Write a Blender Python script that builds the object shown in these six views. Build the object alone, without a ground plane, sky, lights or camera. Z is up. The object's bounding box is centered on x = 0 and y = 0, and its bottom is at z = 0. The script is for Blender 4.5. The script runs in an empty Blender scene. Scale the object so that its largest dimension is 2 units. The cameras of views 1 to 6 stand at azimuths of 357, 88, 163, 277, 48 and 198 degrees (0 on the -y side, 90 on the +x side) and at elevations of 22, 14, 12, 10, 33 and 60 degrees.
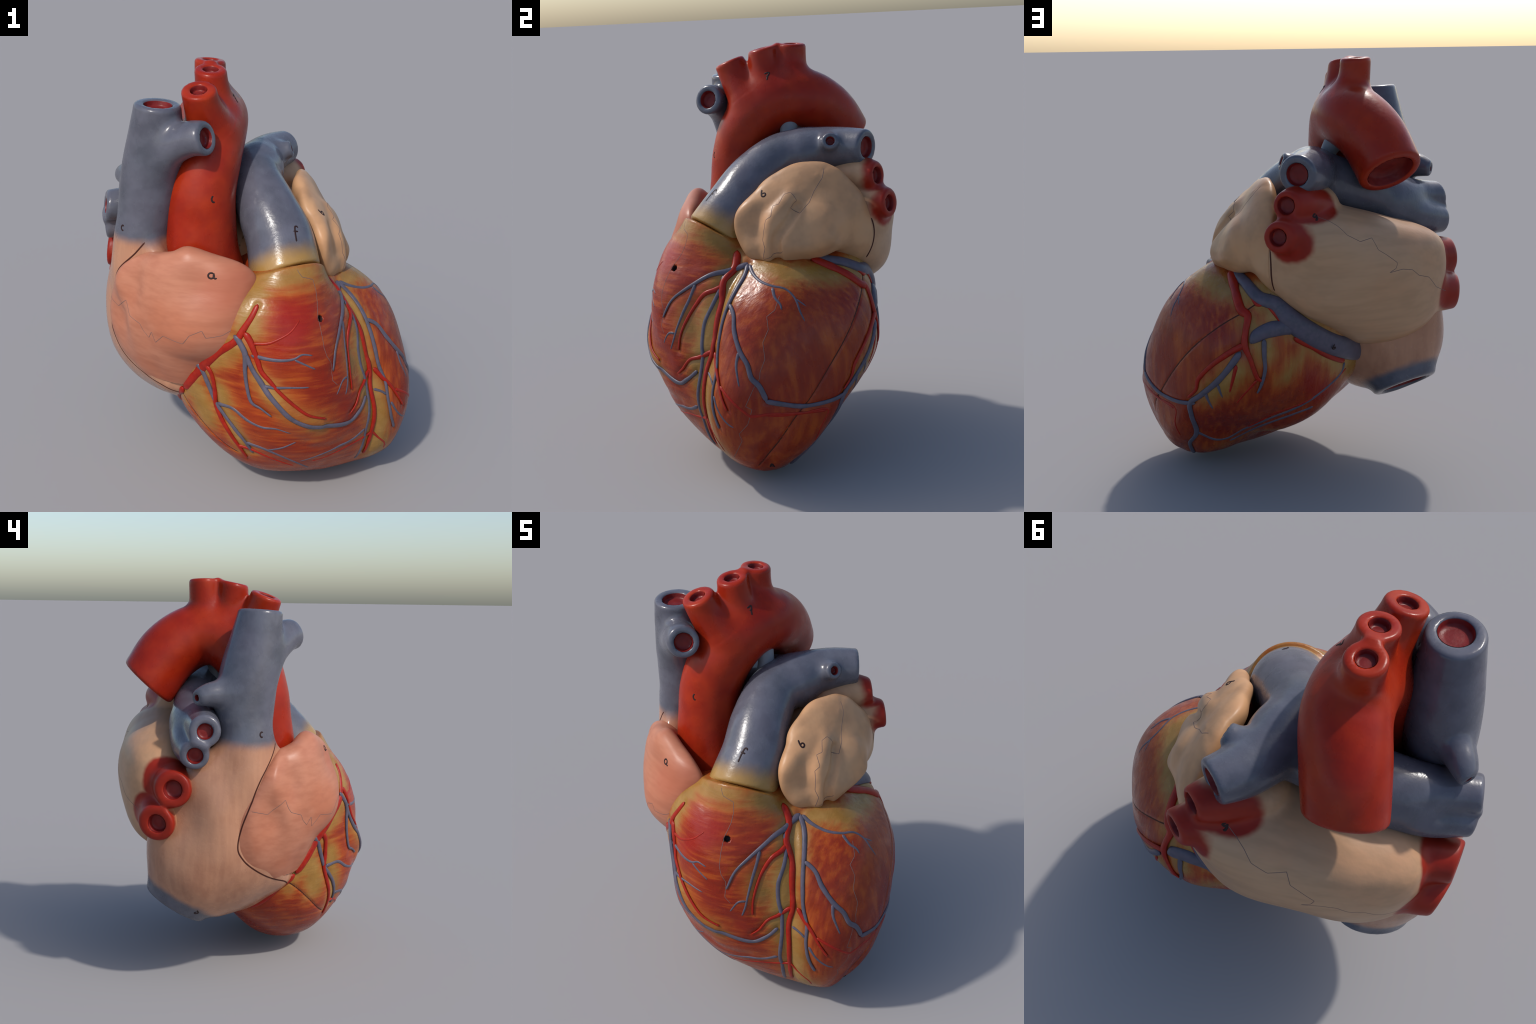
"""A hand-painted teaching model of the human heart.

Every solid is described as an implicit shape (rounded bodies given by radius rings,
vessels given by spines with radii), meshed with surface nets and pulled on to the
exact surface; coronary vessels, seams and the pen letters are swept along it."""
import bpy, math
import numpy as np

rng = np.random.default_rng(7)

# ------------------------------------------------------------------ bodies
# A body is an ellipsoid (centre, axis, size) whose radius is scaled ring by ring
# from one pole to the other.
BODIES = {
    "ventricles": dict(centre=(0.22, -0.03, 0.55), axis=(0.597, -0.106, -0.795), size=(0.55, 0.55, 0.62), poles=(1.012, 1.037), rings=[
        [0.910, 0.956, 0.971, 0.952, 0.999, 1.019, 0.988, 0.961, 0.943, 0.945, 0.906, 0.867, 0.874, 0.907],
        [0.790, 0.905, 0.903, 0.934, 0.967, 0.919, 0.883, 0.924, 0.958, 0.931, 0.876, 0.734, 0.717, 0.741],
        [0.841, 0.911, 0.895, 0.917, 0.887, 0.791, 0.891, 0.996, 1.035, 1.050, 0.917, 0.637, 0.778, 0.750],
        [0.947, 0.983, 0.940, 0.940, 0.856, 0.821, 1.006, 1.103, 1.097, 1.113, 1.009, 0.747, 0.869, 0.834],
        [0.989, 1.033, 0.938, 0.925, 0.848, 0.989, 1.174, 1.152, 1.113, 1.151, 1.121, 0.950, 0.935, 0.923],
        [1.080, 1.087, 0.954, 0.896, 0.941, 1.179, 1.252, 1.268, 1.219, 1.182, 1.116, 1.042, 0.989, 1.044],
        [1.023, 1.003, 0.986, 0.980, 0.991, 1.006, 1.027, 1.092, 1.113, 1.108, 1.092, 1.072, 1.055, 1.040],
    ]),
    "left_atrium": dict(centre=(-0.2, 0.22, 1.05), axis=(1.0, 0.0, 0.0), size=(0.4, 0.36, 0.5), poles=(0.935, 0.852), rings=[
        [1.125, 1.131, 1.078, 0.997, 0.917, 0.848, 0.801, 0.780, 0.778, 0.792, 0.846, 1.021],
        [1.106, 1.224, 1.056, 0.794, 0.741, 0.725, 0.726, 0.752, 0.791, 0.797, 0.950, 1.116],
        [0.993, 0.956, 0.797, 0.599, 0.606, 0.637, 0.686, 0.775, 0.925, 1.149, 1.134, 1.008],
        [0.947, 0.914, 0.716, 0.593, 0.583, 0.621, 0.691, 0.809, 0.998, 1.230, 1.205, 1.031],
        [0.975, 0.946, 0.825, 0.714, 0.678, 0.697, 0.748, 0.824, 0.916, 0.995, 1.051, 0.999],
    ]),
    "right_auricle": dict(centre=(-0.38, -0.24, 0.88), axis=(0.0, 0.0, 1.0), size=(0.34, 0.25, 0.38), poles=(0.700, 1.088), rings=[
        [0.741, 0.575, 0.449, 0.388, 0.394, 0.502, 0.708, 0.876, 0.902, 0.946, 1.000, 1.111, 1.064, 0.917],
        [0.930, 0.600, 0.434, 0.342, 0.381, 0.541, 0.906, 0.951, 0.733, 0.798, 0.909, 1.069, 1.324, 1.317],
        [0.939, 0.793, 0.634, 0.487, 0.658, 1.098, 1.055, 0.744, 0.717, 0.705, 0.858, 1.155, 1.269, 0.897],
        [1.021, 1.016, 0.955, 0.916, 1.059, 1.350, 1.092, 0.822, 0.737, 0.707, 0.776, 0.858, 0.967, 0.980],
        [1.121, 1.180, 1.204, 1.198, 1.172, 1.126, 1.038, 0.951, 0.859, 0.811, 0.849, 0.906, 0.939, 1.035],
    ]),
    "left_auricle": dict(centre=(0.26, 0.13, 1.22), axis=(0.0, 0.507, 0.862), size=(0.14, 0.26, 0.27), poles=(0.754, 0.668), rings=[
        [1.033, 0.960, 0.807, 0.671, 0.576, 0.528, 0.520, 0.551, 0.634, 0.761, 0.896, 1.017, 1.069, 1.061],
        [0.708, 0.992, 0.909, 0.686, 0.569, 0.529, 0.527, 0.542, 0.735, 0.942, 1.157, 1.207, 0.934, 0.743],
        [0.218, 0.432, 0.892, 0.867, 0.729, 0.655, 0.741, 0.841, 1.224, 1.135, 1.132, 0.986, 0.554, 0.348],
        [0.088, 0.172, 0.498, 0.991, 1.172, 1.037, 1.157, 1.405, 1.192, 1.038, 0.823, 0.558, 0.309, 0.145],
        [0.237, 0.330, 0.510, 0.803, 1.124, 1.256, 1.278, 1.152, 0.935, 0.771, 0.596, 0.423, 0.292, 0.226],
    ]),
    "right_atrium": dict(centre=(-0.42, 0.0, 0.85), axis=(0.0, 0.0, 1.0), size=(0.33, 0.33, 0.5), poles=(1.268, 1.048), rings=[
        [1.289, 1.289, 1.281, 1.266, 1.247, 1.231, 1.234, 1.258, 1.241, 1.241, 1.259, 1.279],
        [1.298, 1.295, 1.275, 1.243, 1.216, 1.090, 0.981, 1.061, 0.972, 1.128, 1.236, 1.284],
        [1.271, 1.278, 1.272, 1.189, 1.210, 0.972, 0.982, 0.867, 0.968, 1.125, 1.229, 1.264],
        [1.208, 1.221, 1.258, 1.352, 1.346, 1.215, 1.027, 0.951, 0.991, 1.160, 1.217, 1.207],
        [1.130, 1.147, 1.168, 1.185, 1.176, 1.120, 1.020, 0.965, 0.965, 1.017, 1.096, 1.117],
    ]),
}


def unit(v):
    v = np.asarray(v, float)
    return v / np.linalg.norm(v)


def frame_of(axis):
    a = unit(axis)
    ref = (0, 1, 0) if abs(a[2]) > .999 else (0, 0, 1)
    r = unit(np.cross(ref, a))
    return np.array([r, np.cross(a, r), a])


def spline_weights(f):
    return (-.5 * f + f * f - .5 * f ** 3, 1 - 2.5 * f * f + 1.5 * f ** 3,
            .5 * f + 2 * f * f - 1.5 * f ** 3, -.5 * f * f + .5 * f ** 3)


def body(name):
    b = BODIES[name]
    nt = len(b["rings"][0])
    rows = np.array([[b["poles"][0]] * nt] + b["rings"] + [[b["poles"][1]] * nt])
    n = len(rows) - 1
    C, F, S = np.array(b["centre"]), frame_of(b["axis"]), np.array(b["size"])

    def f(p):
        q = ((p - C) @ F.T) / S
        r = np.sqrt((q * q).sum(1)) + 1e-9
        u = (np.arctan2(q[:, 1], q[:, 0]) / (2 * np.pi) % 1) * nt
        v = np.minimum(np.arccos(np.clip(q[:, 2] / r, -1, 1)) / np.pi * n, n - 1e-6)
        iu, iv = np.floor(u).astype(int), np.floor(v).astype(int)
        wu, wv = spline_weights(u - iu), spline_weights(v - iv)
        R = 0
        for a in range(4):
            row = iv + a - 1
            over = (row < 0) | (row > n)          # the ring beyond a pole is the one opposite
            row = np.where(row < 0, -row, np.where(row > n, 2 * n - row, row))
            shift = iu - 1 + np.where(over, nt // 2, 0)
            for c in range(4):
                R = R + wv[a] * wu[c] * rows[row, (shift + c) % nt]
        return (r - R) * S.mean()
    return f


# ------------------------------------------------------------------ implicit tools
def curve_through(points, radii, per=12):
    P = np.column_stack([np.array(points, float), np.array(radii, float)])
    P = np.vstack([2 * P[0] - P[1], P, 2 * P[-1] - P[-2]])
    out = []
    for i in range(1, len(P) - 2):
        for k in range(per):
            w = spline_weights(k / per)
            out.append(w[0] * P[i - 1] + w[1] * P[i] + w[2] * P[i + 1] + w[3] * P[i + 2])
    out.append(P[-2])
    out = np.array(out)
    return out[:, :3], np.maximum(out[:, 3], 1e-4)


def chain(p, pts, rad):
    best = np.full(len(p), 1e9)
    for a, b, ra, rb in zip(pts[:-1], pts[1:], rad[:-1], rad[1:]):
        d = b - a
        t = np.clip(((p - a) @ d) / (d @ d), 0, 1)
        best = np.minimum(best, np.sqrt(((p - a - t[:, None] * d) ** 2).sum(1)) - ra - t * (rb - ra))
    return best


def smooth_min(a, b, k):
    h = np.maximum(k - np.abs(a - b), 0) / k
    return np.minimum(a, b) - h * h * k * .25


def smooth_max(a, b, k):
    return -smooth_min(-a, -b, k)


def tube(points, radii, end=None, start=None, edge=.018):
    """Round pipe along a spline; end / start = direction in which it is cut flat."""
    points = [np.array(q, float) for q in points]
    radii = list(radii)
    cuts = []
    if end is not None:
        cuts.append((points[-1].copy(), unit(end)))
        points.append(points[-1] + unit(end) * .1)
        radii.append(radii[-1])
    if start is not None:
        cuts.append((points[0].copy(), unit(start)))
        points.insert(0, points[0] + unit(start) * .1)
        radii.insert(0, radii[0])
    pts, rad = curve_through(points, radii)

    def f(p):
        v = chain(p, pts, rad)
        for c, n in cuts:
            v = smooth_max(v, (p - c) @ n, edge)
        return v
    return f


def joined(k, *fs):
    def f(p):
        v = fs[0](p)
        for g in fs[1:]:
            v = smooth_min(v, g(p), k)
        return v
    return f


def hollowed(f, lumens, edge=.012):
    """Sink a round recess into each open vessel end."""
    def g(p):
        v = f(p)
        for c, n, r, depth in lumens:
            q = p - np.array(c)
            h = q @ unit(n)
            rho = np.sqrt(np.maximum((q * q).sum(1) - h * h, 0))
            cup = np.maximum(np.maximum(rho - r, -depth - h), h - .05)
            v = smooth_max(v, -cup, edge)
        return v
    return g


def dimple(f, strokes):
    """Press soft furrows (depth > 0) or ridges (depth < 0) into a surface along paths."""
    prepared = []
    for path, depth, width in strokes:
        pts = curve_through(pull(f, np.array(path, float), 8, .03), [.001] * len(path), 4)[0]
        prepared.append((pts, depth, width, pts.min(0) - 2.4 * width, pts.max(0) + 2.4 * width))

    def g(p):
        v = f(p)
        near = np.flatnonzero(np.abs(v) < .08)
        if len(near):
            q = p[near]
            total = np.zeros(len(q))
            for pts, depth, width, low, high in prepared:
                k = np.flatnonzero(((q > low) & (q < high)).all(1))
                if len(k):
                    d = chain(q[k], pts, np.zeros(len(pts)))
                    total[k] += depth * np.exp(-(d / width) ** 2)
            v = v.copy()
            v[near] += total
        return v
    return g


def gradient(f, p, e=.003, v=None):
    g = np.empty_like(p)
    for i in range(3):
        d = np.zeros(3)
        d[i] = e
        g[:, i] = (f(p + d) - f(p - d)) / (2 * e) if v is None else (f(p + d) - v) / e
    return g


def pull(f, p, times=2, most=.01, e=.003):
    for _ in range(times):
        v = f(p)
        g = gradient(f, p, e, v)
        step = -(v / np.maximum((g * g).sum(1), .05))[:, None] * g
        n = np.sqrt((step * step).sum(1))[:, None]
        p = p + step * np.minimum(1, most / np.maximum(n, 1e-9))
    return p


def surface_net(f, low, high, h):
    low = np.array(low, float)
    n = np.ceil((np.array(high) - low) / h).astype(int) + 1
    # coarse look first, then exact values only near the surface
    nc = (n + 3) // 4
    grid = lambda size, step: np.stack(np.meshgrid(*[low[i] + step * np.arange(size[i]) for i in range(3)], indexing="ij"), -1)
    rough = f((grid(nc, 4 * h) + 1.5 * h).reshape(-1, 3)).reshape(nc)
    V = rough.repeat(4, 0).repeat(4, 1).repeat(4, 2)[:n[0], :n[1], :n[2]].astype(np.float32)
    near = np.argwhere(np.abs(V) < 6.5 * h)
    for s in range(0, len(near), 200000):
        k = near[s:s + 200000]
        V[tuple(k.T)] = f(low + h * k)
    inside = V < 0
    m = n - 1
    total = np.zeros((*m, 3))
    count = np.zeros(m)
    corner = lambda A, o: A[o[0]:o[0] + m[0], o[1]:o[1] + m[1], o[2]:o[2] + m[2]]
    for ax in range(3):
        for o1 in (0, 1):
            for o2 in (0, 1):
                a = [o1, o2]
                a.insert(ax, 0)
                b = list(a)
                b[ax] = 1
                va, vb = corner(V, a), corner(V, b)
                cross = (va < 0) != (vb < 0)
                t = np.where(cross, va / np.where(cross, va - vb, 1), 0)
                pos = np.zeros((*m, 3))
                pos[...] = a
                pos[..., ax] = t
                total += pos * cross[..., None]
                count += cross
    cells = np.argwhere(count > 0)
    index = np.full(m, -1)
    index[tuple(cells.T)] = np.arange(len(cells))
    verts = low + h * (cells + total[tuple(cells.T)] / count[tuple(cells.T)][:, None])
    quads = []
    for ax in range(3):
        u, w = (ax + 1) % 3, (ax + 2) % 3
        a = [slice(None)] * 3
        b = [slice(None)] * 3
        a[ax], b[ax] = slice(0, -1), slice(1, None)
        ia, ib = inside[tuple(a)], inside[tuple(b)]
        e = np.argwhere(ia != ib)
        e = e[(e[:, u] > 0) & (e[:, w] > 0) & (e[:, u] < m[u]) & (e[:, w] < m[w])]
        flip = ~ia[tuple(e.T)]
        q = []
        for du, dw in ((0, 0), (1, 0), (1, 1), (0, 1)):
            c = e.copy()
            c[:, u] -= 1 - du
            c[:, w] -= 1 - dw
            q.append(index[tuple(c.T)])
        q = np.stack(q, 1)
        q[flip] = q[flip][:, ::-1]
        quads.append(q)
    return pull(f, verts), np.concatenate(quads)


# ------------------------------------------------------------------ scene helpers
def new_mesh(name, verts, faces, material, normals=None):
    me = bpy.data.meshes.new(name)
    me.from_pydata(np.asarray(verts).tolist(), [], [list(map(int, q)) for q in faces])
    me.polygons.foreach_set("use_smooth", [True] * len(me.polygons))
    me.update()
    if normals is not None:
        me.normals_split_custom_set_from_vertices([tuple(v) for v in normals])
    me.materials.append(material)
    return me


def add(name, mesh, parent):
    ob = bpy.data.objects.new(name, mesh)
    bpy.context.collection.objects.link(ob)
    ob.parent = parent
    return ob


def solid(f, low, high, h, regions, parent, material, soft=.008):
    """Mesh an implicit shape; regions = [(name, test on face centres)], last one takes the rest."""
    V, Q = surface_net(f, low, high, h)
    N = gradient(f, V, soft)
    N /= np.maximum(np.linalg.norm(N, axis=1), 1e-9)[:, None]
    centre = V[Q].mean(1)
    free = np.ones(len(Q), bool)
    made = []
    for name, test in regions:
        take = free & (test(centre) if test is not None else True)
        free &= ~take
        used, inv = np.unique(Q[take], return_inverse=True)
        me = new_mesh(name, V[used], inv.reshape(-1, 4), material, N[used])
        made.append(add(name, me, parent))
    return made


def sweep(points, radii, f, height=.62, sink=.2, sides=12, step=.009, wobble=0., sharp=False):
    """Vessel lying on the surface f = 0: half sunk, flattened, tapering tube."""
    P = pull(f, np.array(points, float), 6, .03)
    pts, rad = (P, np.array(radii, float)) if sharp else curve_through(P, radii, 14)
    gap = np.r_[0, np.cumsum(np.linalg.norm(np.diff(pts, axis=0), axis=1))]
    n = max(6, int(gap[-1] / step))
    s = np.linspace(0, gap[-1], n)
    pts = np.column_stack([np.interp(s, gap, pts[:, i]) for i in range(3)])
    rad = np.interp(s, gap, rad)
    pts = pull(f, pts, 4, .02)
    N = gradient(f, pts, .006)
    N /= np.linalg.norm(N, axis=1)[:, None]
    for _ in range(2):
        N[1:-1] = (N[:-2] + 2 * N[1:-1] + N[2:]) / 4
    N /= np.linalg.norm(N, axis=1)[:, None]
    T = np.gradient(pts, axis=0)
    T /= np.linalg.norm(T, axis=1)[:, None]
    B = np.cross(T, N)
    B /= np.linalg.norm(B, axis=1)[:, None]
    if wobble:
        rad = rad * (1 + wobble * np.interp(s, np.linspace(0, s[-1], max(3, n // 5)), rng.uniform(-1, 1, max(3, n // 5))))
    grow = np.sqrt(np.clip(np.minimum(s, s[-1] - s) / np.maximum(rad, 1e-4) * .8, 0.02, 1))
    a = np.arange(sides) / sides * 2 * np.pi
    R = rad * grow
    ring = (pts - N * (R * sink)[:, None])[:, None] + R[:, None, None] * (np.cos(a)[None, :, None] * B[:, None] + height * np.sin(a)[None, :, None] * N[:, None])
    V = ring.reshape(-1, 3)
    F = []
    for i in range(n - 1):
        for k in range(sides):
            j = (k + 1) % sides
            F.append((i * sides + k, i * sides + j, (i + 1) * sides + j, (i + 1) * sides + k))
    F = [q[::-1] for q in F]
    F.append(tuple(range(sides)))
    F.append(tuple((n - 1) * sides + k for k in reversed(range(sides))))
    return V, F


def cup(centre, direction, radius, depth):
    """Dished lining of an open vessel end."""
    z = unit(direction)
    x = unit(np.cross((.3, .9, .2), z))
    y = np.cross(z, x)
    sides = 40
    prof = [(radius + .0005, -.004), (radius - .0015, -.008), (radius - .003, -depth * .7), (radius * .86, -depth * .95), (radius * .5, -depth + .002), (radius * .15, -depth + .003)]
    V, F = [], []
    for r, h in prof:
        for k in range(sides):
            t = 2 * np.pi * k / sides
            V.append(np.array(centre) + z * h + r * (x * np.cos(t) + y * np.sin(t)))
    for i in range(len(prof) - 1):
        for k in range(sides):
            j = (k + 1) % sides
            F.append((i * sides + k, i * sides + j, (i + 1) * sides + j, (i + 1) * sides + k))
    F.append(tuple((len(prof) - 1) * sides + k for k in range(sides)))
    return V, F


# ------------------------------------------------------------------ materials
def srgb(r, g, b):
    lin = lambda c: c / 12.92 if c <= .04045 else ((c + .055) / 1.055) ** 2.4
    return (lin(r / 255), lin(g / 255), lin(b / 255), 1)


def segment_group():
    """Node group: distance from Position to the segment A-B."""
    g = bpy.data.node_groups.new("distance_to_segment", "ShaderNodeTree")
    for nm in ("P", "A", "B"):
        g.interface.new_socket(nm, in_out="INPUT", socket_type="NodeSocketVector")
    g.interface.new_socket("Distance", in_out="OUTPUT", socket_type="NodeSocketFloat")
    i, o = g.nodes.new("NodeGroupInput"), g.nodes.new("NodeGroupOutput")

    def vm(op, *src):
        n = g.nodes.new("ShaderNodeVectorMath")
        n.operation = op
        for k, s in enumerate(src):
            g.links.new(s, n.inputs["Scale"] if op == "SCALE" and k == 1 else n.inputs[k])
        return n.outputs["Value" if op in ("DOT_PRODUCT", "LENGTH", "DISTANCE") else "Vector"]
    pa = vm("SUBTRACT", i.outputs["P"], i.outputs["A"])
    ba = vm("SUBTRACT", i.outputs["B"], i.outputs["A"])
    div = g.nodes.new("ShaderNodeMath")
    div.operation, div.use_clamp = "DIVIDE", True
    g.links.new(vm("DOT_PRODUCT", pa, ba), div.inputs[0])
    g.links.new(vm("DOT_PRODUCT", ba, ba), div.inputs[1])
    g.links.new(vm("DISTANCE", pa, vm("SCALE", ba, div.outputs[0])), o.inputs["Distance"])
    return g


SEGMENT = segment_group()


class Paint:
    """Small helper for building a painted, varnished surface from nodes."""

    def __init__(self, name, rough=.38, spec=.22, coat=.0):
        self.m = bpy.data.materials.new(name)
        self.m.use_nodes = True
        self.t = self.m.node_tree
        self.t.nodes.clear()
        self.out = self.t.nodes.new("ShaderNodeOutputMaterial")
        self.b = self.t.nodes.new("ShaderNodeBsdfPrincipled")
        self.t.links.new(self.b.outputs[0], self.out.inputs[0])
        self.b.inputs["Roughness"].default_value = rough
        self.b.inputs["Specular IOR Level"].default_value = spec
        self.b.inputs["Coat Weight"].default_value = coat
        self.b.inputs["Coat Roughness"].default_value = .15
        self.pos = self.t.nodes.new("ShaderNodeTexCoord").outputs["Object"]

    def put(self, sock, v):
        if isinstance(v, bpy.types.NodeSocket):
            self.t.links.new(v, sock)
        else:
            sock.default_value = v

    def math(self, op, a, b=0., c=None, clamp=False):
        n = self.t.nodes.new("ShaderNodeMath")
        n.operation, n.use_clamp = op, clamp
        self.put(n.inputs[0], a)
        self.put(n.inputs[1], b)
        if c is not None:
            self.put(n.inputs[2], c)
        return n.outputs[0]

    def noise(self, scale, detail=4., stretch=None, turn=(0, 0, 0), rough=.55, vec=None):
        v = vec or self.pos
        if stretch is not None:
            mp = self.t.nodes.new("ShaderNodeMapping")
            mp.inputs["Rotation"].default_value = turn
            mp.inputs["Scale"].default_value = stretch
            self.put(mp.inputs[0], v)
            v = mp.outputs[0]
        n = self.t.nodes.new("ShaderNodeTexNoise")
        n.inputs["Scale"].default_value = scale
        n.inputs["Detail"].default_value = detail
        n.inputs["Roughness"].default_value = rough
        self.put(n.inputs["Vector"], v)
        return n.outputs["Fac"]

    def ramp(self, v, low, high, a=0., b=1.):
        n = self.t.nodes.new("ShaderNodeMapRange")
        n.interpolation_type = "SMOOTHSTEP"
        self.put(n.inputs[0], v)
        for k, x in zip((1, 2, 3, 4), (low, high, a, b)):
            n.inputs[k].default_value = x
        return n.outputs[0]

    def mix(self, fac, a, b):
        n = self.t.nodes.new("ShaderNodeMix")
        n.data_type = "RGBA"
        self.put(n.inputs["Factor"], fac)
        self.put(n.inputs[6], a)
        self.put(n.inputs[7], b)
        return n.outputs[2]

    def along(self, point, direction):
        """Signed distance along a direction from a point."""
        n = self.t.nodes.new("ShaderNodeVectorMath")
        n.operation = "DOT_PRODUCT"
        self.put(n.inputs[0], self.pos)
        d = unit(direction)
        n.inputs[1].default_value = tuple(d)
        return self.math("SUBTRACT", n.outputs["Value"], float(np.dot(point, d)))

    def near(self, a, b):
        n = self.t.nodes.new("ShaderNodeGroup")
        n.node_tree = SEGMENT
        self.put(n.inputs["P"], self.pos)
        n.inputs["A"].default_value = tuple(a)
        n.inputs["B"].default_value = tuple(b)
        return n.outputs[0]

    def path(self, pts, width):
        """Distance to a path minus its half width."""
        v = None
        for a, b in zip(pts[:-1], pts[1:]):
            d = self.near(a, b)
            v = d if v is None else self.math("MINIMUM", v, d)
        return self.math("SUBTRACT", v, width)

    def lowest(self, vs):
        v = vs[0]
        for w in vs[1:]:
            v = self.math("MINIMUM", v, w)
        return v

    def bump(self, h, strength, dist=.01):
        n = self.t.nodes.new("ShaderNodeBump")
        n.inputs["Strength"].default_value = strength
        n.inputs["Distance"].default_value = dist
        self.put(n.inputs["Height"], h)
        self.put(self.b.inputs["Normal"], n.outputs[0])

    def done(self, colour, rough=None):
        self.put(self.b.inputs["Base Color"], colour)
        if rough is not None:
            self.put(self.b.inputs["Roughness"], rough)
        return self.m


def mottled(p, base, other, scale=9., amount=.6, stretch=None, turn=(0, 0, 0)):
    n = p.noise(scale, 4, stretch, turn)
    return p.mix(p.math("MULTIPLY", p.ramp(n, .35, .7), amount), base, other)


RED, RED_DEEP, RED_ORANGE = srgb(141, 32, 14), srgb(114, 23, 12), srgb(158, 48, 18)
BLUE, BLUE_DARK, BLUE_VIOLET = srgb(84, 85, 95), srgb(66, 69, 78), srgb(88, 80, 93)
FAT, FAT_DARK, FAT_PALE = srgb(144, 108, 50), srgb(120, 85, 32), srgb(160, 126, 76)
PINK, PINK_WARM, PINK_DARK = srgb(176, 117, 92), srgb(170, 100, 72), srgb(150, 90, 68)
ATRIUM, ATRIUM_WARM = srgb(168, 122, 96), srgb(148, 100, 76)
LEFT, LEFT_WARM, LEFT_GREY = srgb(178, 141, 109), srgb(182, 135, 100), srgb(156, 123, 94)
AURICLE, AURICLE_DARK, AURICLE_WARM = srgb(186, 144, 107), srgb(154, 118, 88), srgb(192, 140, 98)


def aorta_paint():
    p = Paint("aorta_red_paint", .33)
    c = mottled(p, RED, RED_ORANGE, 5, .8)
    c = mottled(p, c, RED_DEEP, 12, .35)
    p.bump(p.noise(60, 3), .06)
    return p.done(c, p.ramp(p.noise(14, 3), .3, .7, .24, .38))


def blue(p):
    c = mottled(p, BLUE, BLUE_DARK, 7, .6)
    c = mottled(p, c, BLUE_VIOLET, 4, .3)
    return mottled(p, c, srgb(108, 112, 122), 16, .25)


def artery_trunk_paint():
    p = Paint("lung_artery_blue_paint", .33, .42)
    c = blue(p)
    edge = p.math("ADD", p.along(PA_BASE, PA_DIR), p.math("MULTIPLY", p.math("SUBTRACT", p.noise(9, 3), .5), .06))
    c = p.mix(p.ramp(edge, .02, .13, 1, 0), c, p.mix(p.noise(8), FAT, FAT_PALE))
    p.bump(p.noise(70, 3), .08)
    return p.done(c, p.ramp(p.noise(14, 3), .3, .7, .18, .30))


def right_atrium_paint():
    p = Paint("right_atrium_paint", .36, .38)
    wob = p.math("MULTIPLY", p.math("SUBTRACT", p.noise(6, 3), .5), .05)
    c = mottled(p, ATRIUM, ATRIUM_WARM, 5, .7)
    c = mottled(p, c, srgb(190, 140, 108), 30, .35, (1, 1, .12), (.5, .3, 0))
    up = p.ramp(p.math("ADD", p.along((-.55, -.1, 1.215), (0, -.05, 1)), wob), -.03, .035)
    down = p.ramp(p.math("ADD", p.along(IVC_END, IVC_DIR), wob), -.085, -.045)
    c = p.mix(p.math("MAXIMUM", up, down), c, blue(p))
    p.bump(p.noise(50, 3), .08)
    return p.done(c, p.ramp(p.noise(14, 3), .3, .7, .18, .31))


def left_atrium_paint():
    p = Paint("left_atrium_paint", .4)
    c = mottled(p, LEFT, LEFT_WARM, 4, .6)
    c = mottled(p, c, LEFT_GREY, 26, .45, (.12, 1, 1), (0, .35, 0))
    wob = p.math("MULTIPLY", p.math("SUBTRACT", p.noise(7, 3), .5), .05)
    red = p.lowest([p.path(pts, w) for pts, w in VEIN_PATCHES])
    red = p.ramp(p.math("ADD", red, wob), -.012, .016, 1, 0)
    c = p.mix(red, c, mottled(p, srgb(140, 34, 18), RED_DEEP, 9, .6))
    p.bump(p.noise(50, 3), .08)
    return p.done(c)


def right_auricle_paint():
    p = Paint("right_auricle_pink_paint", .38)
    c = mottled(p, PINK, PINK_WARM, 4, .6)
    c = mottled(p, c, PINK_DARK, 30, .45, (.16, .5, 1), (0, -.75, 0))
    d = p.near((-.20, -.47, 1.08), (-.12, -.46, 1.12))
    c = p.mix(p.ramp(d, .03, .16, .55, 0), c, srgb(160, 84, 60))
    p.bump(p.noise(40, 3, (.3, .6, 1), (0, -.75, 0)), .1)
    return p.done(c)


def left_auricle_paint():
    p = Paint("left_auricle_cream_paint", .38)
    c = mottled(p, AURICLE, AURICLE_WARM, 5, .6)
    c = mottled(p, c, AURICLE_DARK, 9, .6)
    p.bump(p.noise(50, 3), .08)
    return p.done(c)


def lumen_paint():
    p = Paint("lumen_dark_red_paint", .4)
    c = mottled(p, srgb(104, 24, 24), srgb(132, 44, 40), 22, .5)
    p.bump(p.noise(60, 3), .15)
    return p.done(c)


def vessel_paint(name, a, b, c3):
    p = Paint(name, .35)
    c = mottled(p, a, b, 26, .7)
    c = mottled(p, c, c3, 60, .4)
    return p.done(c)


def plain_paint(name, a, rough=.6):
    p = Paint(name, rough)
    return p.done(mottled(p, a, tuple(x * .7 for x in a[:3]) + (1,), 40, .5))


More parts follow.
